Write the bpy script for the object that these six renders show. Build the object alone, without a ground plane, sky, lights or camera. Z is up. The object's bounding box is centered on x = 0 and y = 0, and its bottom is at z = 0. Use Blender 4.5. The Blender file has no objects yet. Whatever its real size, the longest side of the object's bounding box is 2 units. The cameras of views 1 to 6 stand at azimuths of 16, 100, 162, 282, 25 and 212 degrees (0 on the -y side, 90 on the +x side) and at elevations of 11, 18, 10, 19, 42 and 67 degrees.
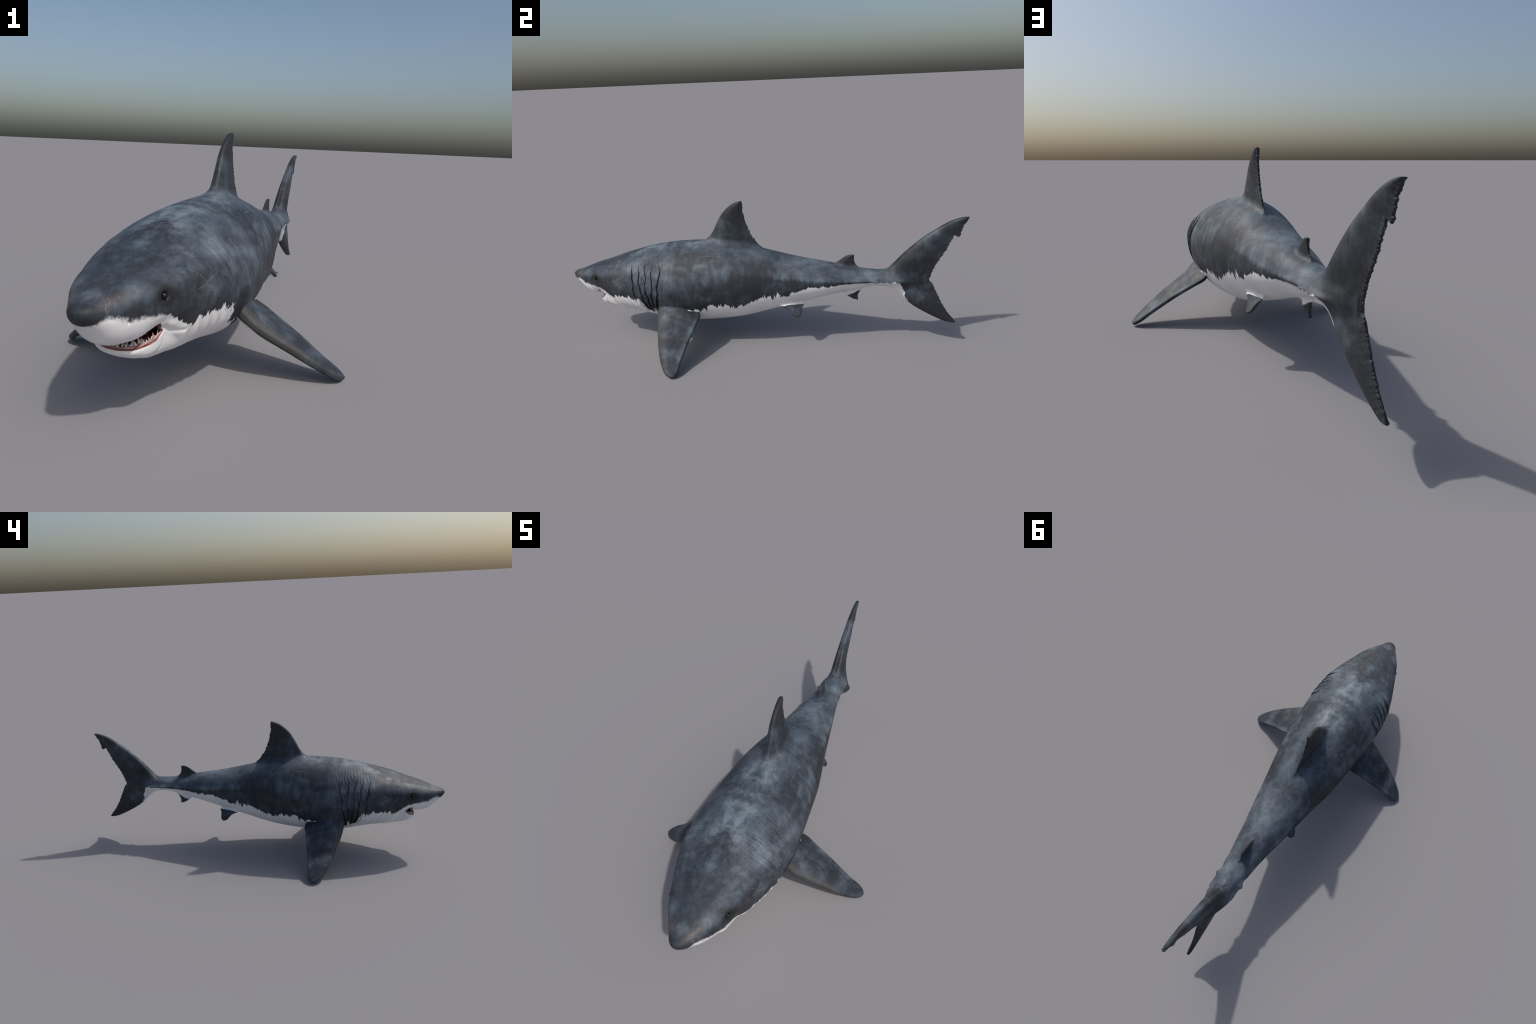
"""A great white shark, built as one implicit (signed distance) body that is
meshed with surface nets, split into anatomical parts, and dressed with
procedural skin.  Head towards -y, z up, left/right symmetric about x = 0."""
import numpy as np

# ------------------------------------------------------------------ profiles
# stations along the spine: y, top height, bottom height, half width, height of
# the widest point
STATIONS = np.array([
    (-1.000, .3370, .3370, .0000, .3370),
    (-0.985, .3525, .3140, .0285, .3350),
    (-0.955, .3620, .2850, .0480, .3330),
    (-0.920, .3738, .2515, .0698, .3370),
    (-0.870, .3930, .2345, .0995, .3390),
    (-0.800, .4135, .2350, .1270, .3430),
    (-0.720, .4422, .1650, .1560, .3440),
    (-0.640, .4668, .1575, .1845, .3300),
    (-0.550, .4922, .1415, .2008, .3230),
    (-0.450, .5100, .1205, .2050, .3230),
    (-0.330, .5214, .1115, .1980, .3270),
    (-0.200, .5228, .1165, .1860, .3290),
    (-0.070, .5032, .1350, .1705, .3170),
    (0.080, .4660, .1735, .1415, .3240),
    (0.220, .4358, .2115, .1165, .3290),
    (0.360, .4130, .2515, .0910, .3320),
    (0.480, .3905, .2785, .0635, .3410),
    (0.570, .3820, .3000, .0500, .3470),
    (0.660, .3800, .3010, .0440, .3420),
    (0.740, .3700, .3010, .0320, .3370),
    (0.815, .3440, .3280, .0020, .3360)])
# cross-section exponents, upper and lower, along the body
P_Y = [-.9, -.6, -.35, -.1, .2, .5]
P_UP = [2.25, 1.92, 1.74, 1.90, 1.98, 1.88]
P_LOW = [2.12, 2.10, 2.25, 2.10, 1.94, 1.72]


def hermite(xs, vs, x):
    """smooth interpolation through stations"""
    h = np.diff(xs)
    d = np.diff(vs) / h
    m = np.empty_like(vs)
    m[1:-1] = (d[:-1] * h[1:] + d[1:] * h[:-1]) / (h[:-1] + h[1:])
    m[0], m[-1] = d[0], d[-1]
    i = np.clip(np.searchsorted(xs, x) - 1, 0, len(xs) - 2)
    hi = h[i]
    t = np.clip((x - xs[i]) / hi, 0, 1)
    t2, t3 = t * t, t * t * t
    return (vs[i] * (2 * t3 - 3 * t2 + 1) + m[i] * hi * (t3 - 2 * t2 + t)
            + vs[i + 1] * (-2 * t3 + 3 * t2) + m[i + 1] * hi * (t3 - t2))


def smin(a, b, k):
    h = np.maximum(k - np.abs(a - b), 0) / k
    return np.minimum(a, b) - h * h * k * .25


def smax(a, b, k):
    return -smin(-a, -b, k)


def sstep(a, b, x):
    t = np.clip((x - a) / (b - a), 0, 1)
    return t * t * (3 - 2 * t)


def gauss(x, s):
    return np.exp(-(x / s) ** 2)


def super_section(x, dz, w, up, low, pu, pl):
    """first-order distance to a superellipse with different upper/lower halves"""
    hi = dz > 0
    h = np.where(hi, up, low)
    p = np.where(hi, pu, pl)
    a, b = x / w, np.abs(dz) / h
    a = np.maximum(a, 1e-6)
    b = np.maximum(b, 1e-6)
    s = a ** p + b ** p
    q = s ** (1 / p)
    g = s ** (1 / p - 1) * np.sqrt((a ** (p - 1) / w) ** 2 + (b ** (p - 1) / h) ** 2)
    return (q - 1) / np.maximum(g, .5 / np.maximum(w, h))


# ------------------------------------------------------------------ gills
# each slit: (z, y) control points, front to rear
SLITS = [
    [(.20, -.545), (.235, -.565), (.262, -.577), (.291, -.591), (.328, -.595), (.368, -.598), (.411, -.604), (.45, -.618)],
    [(.19, -.52), (.231, -.537), (.257, -.544), (.299, -.555), (.346, -.560), (.403, -.565), (.441, -.584), (.46, -.592)],
    [(.18, -.507), (.223, -.515), (.262, -.521), (.296, -.526), (.336, -.528), (.394, -.530), (.445, -.543), (.46, -.548)],
    [(.18, -.500), (.213, -.503), (.254, -.500), (.311, -.498), (.349, -.496), (.396, -.497), (.431, -.502), (.46, -.512)],
    [(.17, -.487), (.204, -.484), (.27, -.476), (.312, -.471), (.35, -.464), (.386, -.458), (.422, -.460), (.46, -.468)],
]


def gill_relief(y, z):
    """outward (+) displacement of the gill flaps and the slits between them"""
    ys = [np.interp(z, [p[0] for p in s], [p[1] for p in s]) for s in SLITS]
    ys = [yi + .0028 * np.sin(z * 58 + i * 2.3) + .0016 * np.sin(z * 131 + i * 1.1) for i, yi in enumerate(ys)]
    out = np.zeros_like(y)
    lo = sstep(.165, .215, z)
    hi = 1 - sstep(.395, .445, z)
    win = lo * hi
    # skin swells a little in front of the first slit
    out += .004 * gauss(np.minimum(y - ys[0], 0) + .012, .018) * (y < ys[0]) * win
    for i in range(4):
        u = (y - ys[i]) / np.maximum(ys[i + 1] - ys[i], .004)
        inside = (u >= 0) & (u < 1)
        out += np.where(inside, (-.0045 + .0078 * u ** .9) * win, 0)
    # crowded small wrinkles around the flaps
    wr = sstep(-.66, -.60, y) * (1 - sstep(-.46, -.40, y)) * sstep(.20, .24, z) * (1 - sstep(.44, .49, z))
    out += .0006 * wr * np.sin(y * 390 + 1.8 * np.sin(z * 47) + 1.3 * np.sin(z * 131 + y * 60))
    out += .0004 * wr * np.sin(y * 730 - 2.2 * np.sin(z * 61 + 1) + z * 50)
    after = (y >= ys[4])
    out += np.where(after, -.006 * gauss(y - ys[4], .016) * win, 0)
    for i, yi in enumerate(ys):
        low_slit = .75 + (1.0 * (1 - sstep(.23, .31, z)) if i >= 3 else .35 * (1 - sstep(.26, .33, z)))
        low_slit *= .8 + .3 * np.sin(z * 90 + i * 2.1)
        out -= .0028 * gauss(y - yi - .0012, .0021) * win * low_slit
    return out


# ------------------------------------------------------------------ fins
def poly_dist(py, pz, pts):
    """distance to an open polyline"""
    pts = np.asarray(pts, float)
    best = np.full(py.shape, 1e9)
    for (ay, az), (by, bz) in zip(pts[:-1], pts[1:]):
        dy, dz = by - ay, bz - az
        t = np.clip(((py - ay) * dy + (pz - az) * dz) / (dy * dy + dz * dz + 1e-12), 0, 1)
        best = np.minimum(best, (py - ay - t * dy) ** 2 + (pz - az - t * dz) ** 2)
    return np.sqrt(best)


def poly_inside(py, pz, pts):
    pts = np.asarray(pts, float)
    res = np.zeros(py.shape, bool)
    for (ay, az), (by, bz) in zip(pts, np.roll(pts, -1, 0)):
        if az == bz:
            continue
        c = ((az > pz) != (bz > pz)) & (py < (by - ay) * (pz - az) / (bz - az) + ay)
        res ^= c
    return res


def smooth_line(pts, n):
    pts = np.asarray(pts, float)
    t = np.concatenate([[0], np.cumsum(np.linalg.norm(np.diff(pts, axis=0), axis=1))])
    s = np.linspace(0, t[-1], n)
    return np.stack([hermite(t, pts[:, 0], s), hermite(t, pts[:, 1], s)], 1)


def tatter(pts, n, rng, amp, out_sign, skip=(.03, .97), notches=()):
    """ragged trailing edge: small saw-tooth bites of uneven length"""
    p = smooth_line(pts, n)
    t = np.linspace(0, 1, n)
    d = np.gradient(p, axis=0)
    d /= np.linalg.norm(d, axis=1)[:, None] + 1e-9
    nrm = np.stack([-d[:, 1], d[:, 0]], 1) * out_sign
    off = np.zeros(n)
    pos = skip[0]
    L = np.linalg.norm(np.diff(p, axis=0), axis=1).sum()
    while pos < skip[1]:
        ln = rng.uniform(.007, .020) / L
        a = rng.uniform(.25, 1.) * amp
        m = (t >= pos) & (t < pos + ln)
        off[m] += a * (1 - (t[m] - pos) / ln) - .4 * amp
        pos += ln
    for c, wdt, dep in notches:
        off -= dep * np.maximum(0, 1 - np.abs(t - c) / wdt)
    return p + nrm * off[:, None]


class Fin:
    """flat fin: outline = leading + trailing polyline + hidden root"""

    def __init__(self, lead, trail, root, thick, edge, bumps=0.):
        self.lead, self.trail = np.asarray(lead), np.asarray(trail)
        self.poly = np.concatenate([self.lead, self.trail[1:], np.asarray(root, float)])
        self.thick, self.edge, self.bumps = thick, edge, bumps
        self.lo, self.hi = self.poly.min(0), self.poly.max(0)

    def __call__(self, a, b, n, reach=.03):
        """a,b in-plane coordinates, n absolute offset from the mid plane"""
        out = np.full(a.shape, .2)
        box = np.maximum(np.maximum(self.lo[0] - a, a - self.hi[0]),
                         np.maximum(self.lo[1] - b, b - self.hi[1]))
        far = np.maximum(box, n - .055)
        out = np.maximum(far, .02)
        m = far < reach
        if not m.any():
            return out
        a, b, n = a[m], b[m], n[m]
        dl, dt = poly_dist(a, b, self.lead), poly_dist(a, b, self.trail)
        closed = np.concatenate([self.poly, self.poly[:1]])
        nr = len(self.lead) + len(self.trail) - 2
        dr = poly_dist(a, b, closed[nr:])
        e = np.minimum(dl, dt)
        fade = sstep(0, .045, dr)
        ins = poly_inside(a, b, self.poly)
        c = np.clip(dl / (dl + dt + 1e-9), 0, 1)
        T = self.thick(a, b)
        prof = 2.0 * (1.4845 * np.sqrt(c) - .63 * c - 1.758 * c ** 2 + 1.4215 * c ** 3 - .5075 * c ** 4)
        te = self.edge
        h = smax(T * prof, te * np.sqrt(np.clip(1 - (1 - np.minimum(e / te, 1)) ** 2, 0, 1)), .003)
        h = np.minimum(h, np.sqrt(np.clip(e * (5 * T + .003), 0, None)))
        if self.bumps:
            s = a * 310 + np.sin(b * 170) * 1.5 + b * 260
            h = h * (1 - self.bumps * (1 - sstep(.003, .02, dt)) * (.5 + .5 * np.sin(s)))
        h = h * fade
        e = np.minimum(e, dr)
        v = np.where(ins, np.maximum((n - h) * .85, -e), np.hypot(n, e)) - .0013 * sstep(.04, .35, c)
        out[m] = v
        return out


rng = np.random.default_rng(7)
# first dorsal fin, in (y, z)
_dl = smooth_line([(-.285, .500), (-.256, .526), (-.222, .569), (-.199, .613), (-.173, .656), (-.144, .687), (-.115, .708),
                   (-.088, .719), (-.070, .722)], 40)
_dt = tatter([(-.070, .722), (-.0665, .712), (-.067, .683), (-.061, .648), (-.052, .613), (-.042, .586), (-.033, .563),
              (-.014, .531), (.001, .510), (.020, .486)], 150, rng, .0070, 1, (.12, .97), [(.55, .02, .005)])
DORSAL = Fin(_dl, _dt, [(.012, .45), (-.26, .45)],
             lambda a, b: np.interp(b, [.48, .53, .60, .70, .73], [.034, .0255, .019, .0115, .0075]), .0032, .3)
_sl = smooth_line([(.370, .398), (.386, .413), (.409, .429), (.435, .448), (.457, .455), (.475, .4545)], 20)
_st = tatter([(.475, .4545), (.4745, .434), (.479, .415), (.489, .399), (.499, .389)], 40, rng, .0025, 1, (.3, .95))
DORSAL2 = Fin(_sl, _st, [(.49, .36), (.38, .36)],
              lambda a, b: np.interp(b, [.38, .41, .455], [.012, .009, .005]), .0028, .2)
_al = smooth_line([(.415, .275), (.430, .256), (.443, .245), (.461, .2325), (.480, .2245), (.497, .2225)], 20)
_at = tatter([(.497, .2225), (.494, .243), (.500, .261), (.514, .281)], 30, rng, .0015, -1, (.3, .9))
ANAL = Fin(_al, _at, [(.505, .31), (.425, .31)],
           lambda a, b: np.interp(b, [.22, .26, .29], [.005, .008, .010]), .0028)
# caudal fin: two lobes
_ul = smooth_line([(.600, .365), (.632, .384), (.657, .410), (.692, .449), (.726, .484), (.760, .516), (.800, .550), (.841, .578),
                   (.880, .604), (.920, .626), (.959, .640), (.985, .644), (.998, .6435)], 60)
_ut = tatter([(.998, .6435), (.987, .622), (.975, .601), (.966, .578), (.9565, .5485), (.952, .5475), (.944, .5525), (.9345, .5555), (.9320, .545), (.927, .535), (.916, .516), (.904, .491), (.893, .468),
              (.880, .447), (.869, .428), (.856, .405), (.846, .382), (.839, .360), (.834, .346), (.824, .334)],
             260, rng, .0064, 1, (.08, .985), [(.12, .012, .004)])
UPPER_LOBE = Fin(_ul, _ut, [(.812, .275), (.71, .275), (.60, .33)],
                 lambda a, b: np.interp(a, [.62, .70, .80, .90, 1.0], [.040, .031, .021, .0145, .0075]), .0036, .35)
_ll = smooth_line([(.600, .312), (.642, .299), (.668, .282), (.698, .256), (.731, .225), (.765, .198), (.810, .171), (.862, .144), (.913, .122),
                   (.946, .1145), (.966, .1155)], 50)
_lt = tatter([(.966, .1155), (.945, .143), (.922, .171), (.902, .203), (.886, .234), (.871, .266), (.859, .289), (.845, .318),
              (.822, .338)], 150, rng, .0048, -1, (.1, .97), [(.55, .02, .003)])
LOWER_LOBE = Fin(_ll, _lt, [(.812, .40), (.69, .40), (.60, .35)],
                 lambda a, b: np.interp(b, [.11, .18, .25, .33, .40], [.0075, .015, .022, .029, .027]), .0036, .25)
# paired fins in a local frame: origin, span, chord, normal
PEC_C = np.array([.3280, -.3596, .0950])
PEC_S = np.array([.8285, .1810, -.5299])
PEC_K = np.array([-.1771, .9824, .0587])
PEC_N = np.array([.5312, .0452, .8460])
_pl = smooth_line([(-.29, -.070), (-.212, -.084), (-.133, -.0850), (-.043, -.0775), (.041, -.067), (.097, -.054), (.140, -.0375),
                   (.160, -.021), (.1675, -.008)], 40)
_pt = smooth_line([(.1675, -.008), (.1665, .006), (.154, .0190), (.0850, .0395), (.0170, .0630), (-.050, .0865), (-.1077, .1070),
                   (-.146, .1215), (-.162, .1225), (-.176, .117), (-.205, .100)], 50)
PECTORAL = Fin(_pl, _pt, [(-.25, .06), (-.29, .0)],
               lambda a, b: np.interp(a, [-.25, -.17, -.05, .08, .17], [.032, .026, .0215, .0155, .0085]), .0058)
_b0, _b1, _tp = np.array([.0942, .1284, .2173]), np.array([.0680, .2330, .2225]), np.array([.1145, .2110, .1675])
PEL_C = _b0 - .005 * (_b1 - _b0) / np.linalg.norm(_b1 - _b0)
PEL_K = (_b1 - _b0) / np.linalg.norm(_b1 - _b0)
_t = _tp - _b0
_t = _t - PEL_K * (_t @ PEL_K)
PEL_S = _t / np.linalg.norm(_t)
PEL_N = np.cross(PEL_K, PEL_S)
PEL_N *= np.sign(PEL_N[0])
_pc, _ps = (_tp - _b0) @ PEL_K, (_tp - _b0) @ PEL_S
_bl = np.linalg.norm(_b1 - _b0)
PELVIC = Fin(smooth_line([(-.030, -.035), (-.004, -.003), (.035, .024), (_pc - .010, _ps - .004), (_pc, _ps)], 20),
             smooth_line([(_pc, _ps), (_pc + .009, _ps - .002), (_bl - .002, .014), (_bl + .006, .003), (_bl, -.008)], 20),
             [(_bl - .03, -.06), (0, -.06)],
             lambda a, b: np.interp(b, [-.03, 0, .05], [.013, .0095, .005]), .0042)


def local(x, y, z, c, s, k, n):
    dx, dy, dz = x - c[0], y - c[1], z - c[2]
    return (dx * s[0] + dy * s[1] + dz * s[2], dx * k[0] + dy * k[1] + dz * k[2],
            dx * n[0] + dy * n[1] + dz * n[2])


# ------------------------------------------------------------------ head
EYE = np.array([.1135, -.828, .3480])
NOSTRIL = np.array([.072, -.910, .3095])
JAW_TIP, JAW_BACK, JAW_W = -.850, -.785, .094


def jaw_half_width(y, inset=0.):
    t = np.clip((JAW_BACK - y) / (JAW_BACK - JAW_TIP - inset), 0, 1)
    arch = (JAW_W - inset) * np.sqrt(np.maximum(1 - t ** 2.2, 0))
    return np.where(y > JAW_BACK, (JAW_W - inset) + (y - JAW_BACK) * .25, arch)


LIP_Y = np.array([-.90, -.850, -.840, -.826, -.808, -.797, -.787, -.77, -.70])
LIP_Z = np.array([.208, .2125, .2185, .2310, .2440, .2530, .2600, .264, .264])


def lower_lip(y):
    return np.interp(y, LIP_Y, LIP_Z)


def jaw_bottom(y):
    return np.interp(y, [-.86, -.848, -.838, -.82, -.79, -.75, -.70, -.62, -.5], [.204, .198, .189, .180, .1745, .172, .171, .172, .18])


_S = np.sqrt(STATIONS[:, 0] + 1)
_SF = np.linspace(0, _S[-1], 6000)
_PROFILE = [hermite(_S, STATIONS[:, i], _SF) for i in (1, 2, 3, 4)]


def jaw_underside(plan, top, bot):
    """rounded underside: the bottom rises towards the rim"""
    rise = np.clip(1 + plan / .068, 0, 1)
    return bot + (top - bot - .016) * (1 - np.sqrt(np.clip(1 - rise ** 2.15, 0, 1)))


def body_field(x, y, z):
    u = np.clip(np.sqrt(np.maximum(y + 1, 0)) / _S[-1] * 5999, 0, 5998.999)
    i = u.astype(int)
    t = u - i
    zt, zb, w, zm = [p[i] * (1 - t) + p[i + 1] * t for p in _PROFILE]
    up = np.maximum(zt - zm, .0012)
    low = np.maximum(zm - zb, .0012)
    w = np.maximum(w, .0012)
    keel = (np.interp(y, [.36, .46, .54, .575, .60, .66, .70, .755], [0, .008, .014, .018, .018, .021, .013, 0])
            + .009 * gauss(y - .588, .011) - .004 * gauss(y - .556, .012))
    keel = (np.maximum(keel, 0) * gauss(z - .338 + .004 * sstep(.5, .7, y), .0108))
    f = super_section(np.maximum(x - keel, 0), z - zm, w, up, low,
                      np.interp(y, P_Y, P_UP), np.interp(y, P_Y, P_LOW))
    end = np.maximum(-.9995 - y, y - .815)
    return np.maximum(f, end)


def fields(x, y, z):
    """dictionary of part fields; x may have either sign"""
    x = np.abs(x)
    F = {}
    b = body_field(x, y, z)
    near = (b < .03) & (b > -.03)
    # --- relief on the skin
    m = near & (y > -.66) & (y < -.42)
    if m.any():
        b[m] -= gill_relief(y[m], z[m]) * .9
    m = near & (y < -.55)
    if m.any():
        xx, yy, zz = x[m], y[m], z[m]
        d = np.zeros(len(xx))
        # brow above and hollow around the eye
        r = np.sqrt((yy - EYE[1]) ** 2 + (zz - EYE[2]) ** 2)
        side = sstep(.02, .06, xx)
        d -= .0030 * gauss(r - .006, .010) * side
        d += .0016 * gauss(yy - EYE[1] - .002, .018) * gauss(zz - EYE[2] - .017, .006) * side
        d -= .002 * gauss(yy - EYE[1] + .018, .014) * gauss(zz - EYE[2] + .006, .010) * side
        # groove from snout tip along its edge
        d -= .0010 * gauss(zz - (.318 + (yy + .96) * .15), .006) * gauss(yy + .935, .03) * side
        # flared upper lip and cheek folds behind the mouth corner
        d += .004 * gauss(zz - (.262 + (yy + .80) * .25), .014) * gauss(yy + .82, .05) * side
        d += .0035 * gauss(zz - .306, .016) * gauss(yy + .845, .045) * side
        for k in range(5):
            c = -.735 + .034 * k
            ph = yy - c + (zz - .23) * .55
            d += .0028 * gauss(ph, .011) * gauss(zz - .225, .035) * side
            d -= .0022 * gauss(ph - .015, .007) * gauss(zz - .225, .035) * side
        # crease running back from the mouth corner
        t = np.clip((yy + .800) / .060, 0, 1)
        cr = np.hypot(yy + .800 - t * .060, zz - (.268 - t * .024 - .006 * np.sin(t * 3.1)))
        d -= (.0042 - .0025 * t) * gauss(cr, .0045) * side
        d += .0010 * gauss(cr - .011, .008) * side
        # cheek bulge
        d += .003 * gauss(yy + .70, .05) * gauss(zz - .30, .05) * side
        b[m] -= d
    # --- lower jaw
    jaw = np.full(b.shape, .2)
    m = (y < -.55) & (y > -.90) & (z < .31) & (z > .12)
    if m.any():
        xx, yy, zz = x[m], y[m], z[m]
        wj = np.maximum(jaw_half_width(yy), .001)
        top, bot = lower_lip(yy), jaw_bottom(yy)
        mid = bot + (top - bot) * .62
        # arch seen from above, as a distance in the plan
        q = np.sqrt(np.clip((JAW_BACK - yy) / (JAW_BACK - JAW_TIP), 0, None) ** 2 + (xx / JAW_W) ** 2)
        plan = np.where(yy < JAW_BACK, (q - 1) * .074, xx - jaw_half_width(yy))
        bz = jaw_underside(plan, top, bot)
        f = smax(smax(plan * .9, (bz - zz) * .75, .016), zz - top, .012)
        jaw[m] = smax(f, yy + .56, .02)
    # --- mouth cavity
    cav = np.full(b.shape, .2)
    m = (y < -.68) & (y > -.90) & (z < .31) & (z > .16)
    if m.any():
        xx, yy, zz = x[m], y[m], z[m]
        q = np.sqrt(np.clip((-.785 - yy) / .0565, 0, None) ** 2 + (xx / .0835) ** 2)
        plan = np.where(yy < -.785, (q - 1) * .064, xx - .0835 + (yy + .785) * .5)
        floor = lower_lip(yy) - .032 + .010 * sstep(-.80, -.74, yy)
        floor = np.maximum(floor, jaw_underside(plan - .0105, lower_lip(yy), jaw_bottom(yy)) + .009)
        f = smax(plan, floor - zz, .014)
        roof = .266 + .014 * sstep(-.85, -.79, yy) - .6 * np.clip(yy + .75, 0, None)
        inner = smax(smax(f, zz - roof, .016), yy + .68, .02)
        # opening under the upper lip: an arch in plan, its rim is the lip edge
        t = np.clip((-.797 - yy) / .0970, 0, None)
        q2 = (t ** 2.5 + (xx / .1065) ** 2.5 + 1e-12) ** .4
        arch_plan = (q2 - 1) * .09
        ceil_ = .2465 + .032 * sstep(-.88, -.815, yy) - .026 * sstep(-.822, -.794, yy) + .25 * np.maximum(-arch_plan - .004, 0)
        gap = smax(arch_plan, zz - ceil_, .006)
        gap = smax(gap, lower_lip(yy) + .0005 - zz, .003)
        gap = smax(gap, yy + .793, .005)
        cav[m] = smin(inner, gap, .004)
    head_low = smin(b, jaw, .010)
    F['jaw'] = jaw
    F['trunk'] = b
    F['cavity'] = cav
    body = smax(head_low, -cav, .004)
    # nostrils and eye sockets
    m = (y < -.78) & near
    if m.any():
        xx, yy, zz = x[m], y[m], z[m]
        nd = np.sqrt(((xx - NOSTRIL[0]) / 1.6) ** 2 + ((yy - NOSTRIL[1] - (zz - NOSTRIL[2]) * .25) / .55) ** 2 + ((zz - NOSTRIL[2]) / 1.5) ** 2) - .0046
        ey = np.sqrt((xx - EYE[0] - .0025) ** 2 + (yy - EYE[1]) ** 2 + (zz - EYE[2]) ** 2) - .0100
        body[m] = smax(smax(body[m], -nd * .7, .004), -ey, .005)
    F['body'] = body
    # --- fins
    F['dorsal_fin'] = DORSAL(y, z, x)
    F['second_dorsal_fin'] = DORSAL2(y, z, x)
    F['anal_fin'] = ANAL(y, z, x)
    F['caudal_fin'] = smin(UPPER_LOBE(y, z, x), LOWER_LOBE(y, z, x), .014)
    s, k, n = local(x, y, z, PEC_C, PEC_S, PEC_K, PEC_N)
    n0 = .007 * gauss(s + .03, .16) + .016 * np.clip((-.09 - s) / .12, 0, 1.3) ** 2 + .002 * gauss(s + .03, .12) * sstep(-.03, .08, k) - .005 * gauss(s + .165, .03) * sstep(.06, .12, k)
    F['pectoral_fin'] = PECTORAL(s, k, np.abs(n - n0))
    F['pectoral_side'] = n - n0
    s, k, n = local(x, y, z, PEL_C, PEL_S, PEL_K, PEL_N)
    F['pelvic_fin'] = PELVIC(k, s, np.abs(n))
    return F


BLEND = {'dorsal_fin': .028, 'second_dorsal_fin': .014, 'anal_fin': .012, 'caudal_fin': .024,
         'pectoral_fin': .006, 'pelvic_fin': .006}


def total(x, y, z, F=None):
    F = F or fields(x, y, z)
    f = F['body']
    for k, b in BLEND.items():
        f = smin(f, F[k], b)
    return f


# ==== BUILD
import bpy
import math
from mathutils import Vector, Matrix

H = .0023          # cell size
NB = 8             # cells per block edge
LO = np.array([-.5 * H, -1.02, -.02])
HI = np.array([.50, 1.02, .745])


def surface_nets():
    """mesh the half x >= 0 in blocks around the surface, then mirror"""
    BS = H * NB
    nb = np.ceil((HI - LO) / BS).astype(int)
    g = np.stack(np.meshgrid(*[np.arange(n) for n in nb], indexing='ij'), -1).reshape(-1, 3)
    cen = LO + (g + .5) * BS
    f = np.concatenate([total(*c.T) for c in np.array_split(cen, 8)])
    g = g[np.abs(f) < BS * 2.0]
    nc = nb * NB + 1
    lin = lambda a: (a[..., 0] * nc[1] + a[..., 1]) * nc[2] + a[..., 2]
    loc = np.stack(np.meshgrid(*[np.arange(NB + 1)] * 3, indexing='ij'), -1)
    cell_ids, cell_pos, quads = [], [], []
    for chunk in np.array_split(g, max(1, len(g) // 1500)):
        idx = chunk[:, None, None, None, :] * NB + loc[None]
        P = (LO + idx * H).reshape(-1, 3)
        V = total(*P.T).reshape(len(chunk), NB + 1, NB + 1, NB + 1)
        s = V < 0
        N = NB
        acc = np.zeros((len(chunk), N, N, N, 3))
        cnt = np.zeros((len(chunk), N, N, N))
        for ax in range(3):
            for u in (0, 1):
                for v in (0, 1):
                    o = [0, 0, 0]
                    o[(ax + 1) % 3], o[(ax + 2) % 3] = u, v
                    o2 = list(o)
                    o2[ax] = 1
                    A = V[:, o[0]:o[0] + N, o[1]:o[1] + N, o[2]:o[2] + N]
                    B = V[:, o2[0]:o2[0] + N, o2[1]:o2[1] + N, o2[2]:o2[2] + N]
                    c = (A < 0) != (B < 0)
                    t = np.where(c, A / np.where(c, A - B, 1), 0)
                    cnt += c
                    for d in range(3):
                        acc[..., d] += np.where(c, t if d == ax else o[d], 0)
        m = cnt > 0
        base = idx[:, :N, :N, :N]
        cell_ids.append(lin(base[m]))
        cell_pos.append(LO + (base[m] + acc[m] / cnt[m][:, None]) * H)
        for ax in range(3):
            A = s[:, :N, :N, :N]
            o = [0, 0, 0]
            o[ax] = 1
            B = s[:, o[0]:o[0] + N, o[1]:o[1] + N, o[2]:o[2] + N]
            c = A != B
            e = base[c]
            flip = A[c]
            eu, ev = np.zeros(3, int), np.zeros(3, int)
            eu[(ax + 1) % 3] = 1
            ev[(ax + 2) % 3] = 1
            ok = (e[:, (ax + 1) % 3] > 0) & (e[:, (ax + 2) % 3] > 0)
            e, flip = e[ok], flip[ok]
            q = np.stack([lin(e), lin(e - eu), lin(e - eu - ev), lin(e - ev)], 1)
            q[~flip] = q[~flip][:, ::-1]
            quads.append(q)
    ids = np.concatenate(cell_ids)
    pos = np.concatenate(cell_pos)
    order = np.argsort(ids)
    ids, pos = ids[order], pos[order]
    q = np.concatenate(quads)
    j = np.searchsorted(ids, q)
    j = np.minimum(j, len(ids) - 1)
    good = (ids[j] == q).all(1)
    return pos, j[good]


def gradient(P, e):
    """tetrahedral finite differences"""
    G = np.zeros_like(P)
    for k in ((1, -1, -1), (-1, -1, 1), (-1, 1, -1), (1, 1, 1)):
        k = np.array(k, float)
        G += total(*(P + k * e).T)[:, None] * k / (4 * e)
    return G


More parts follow.
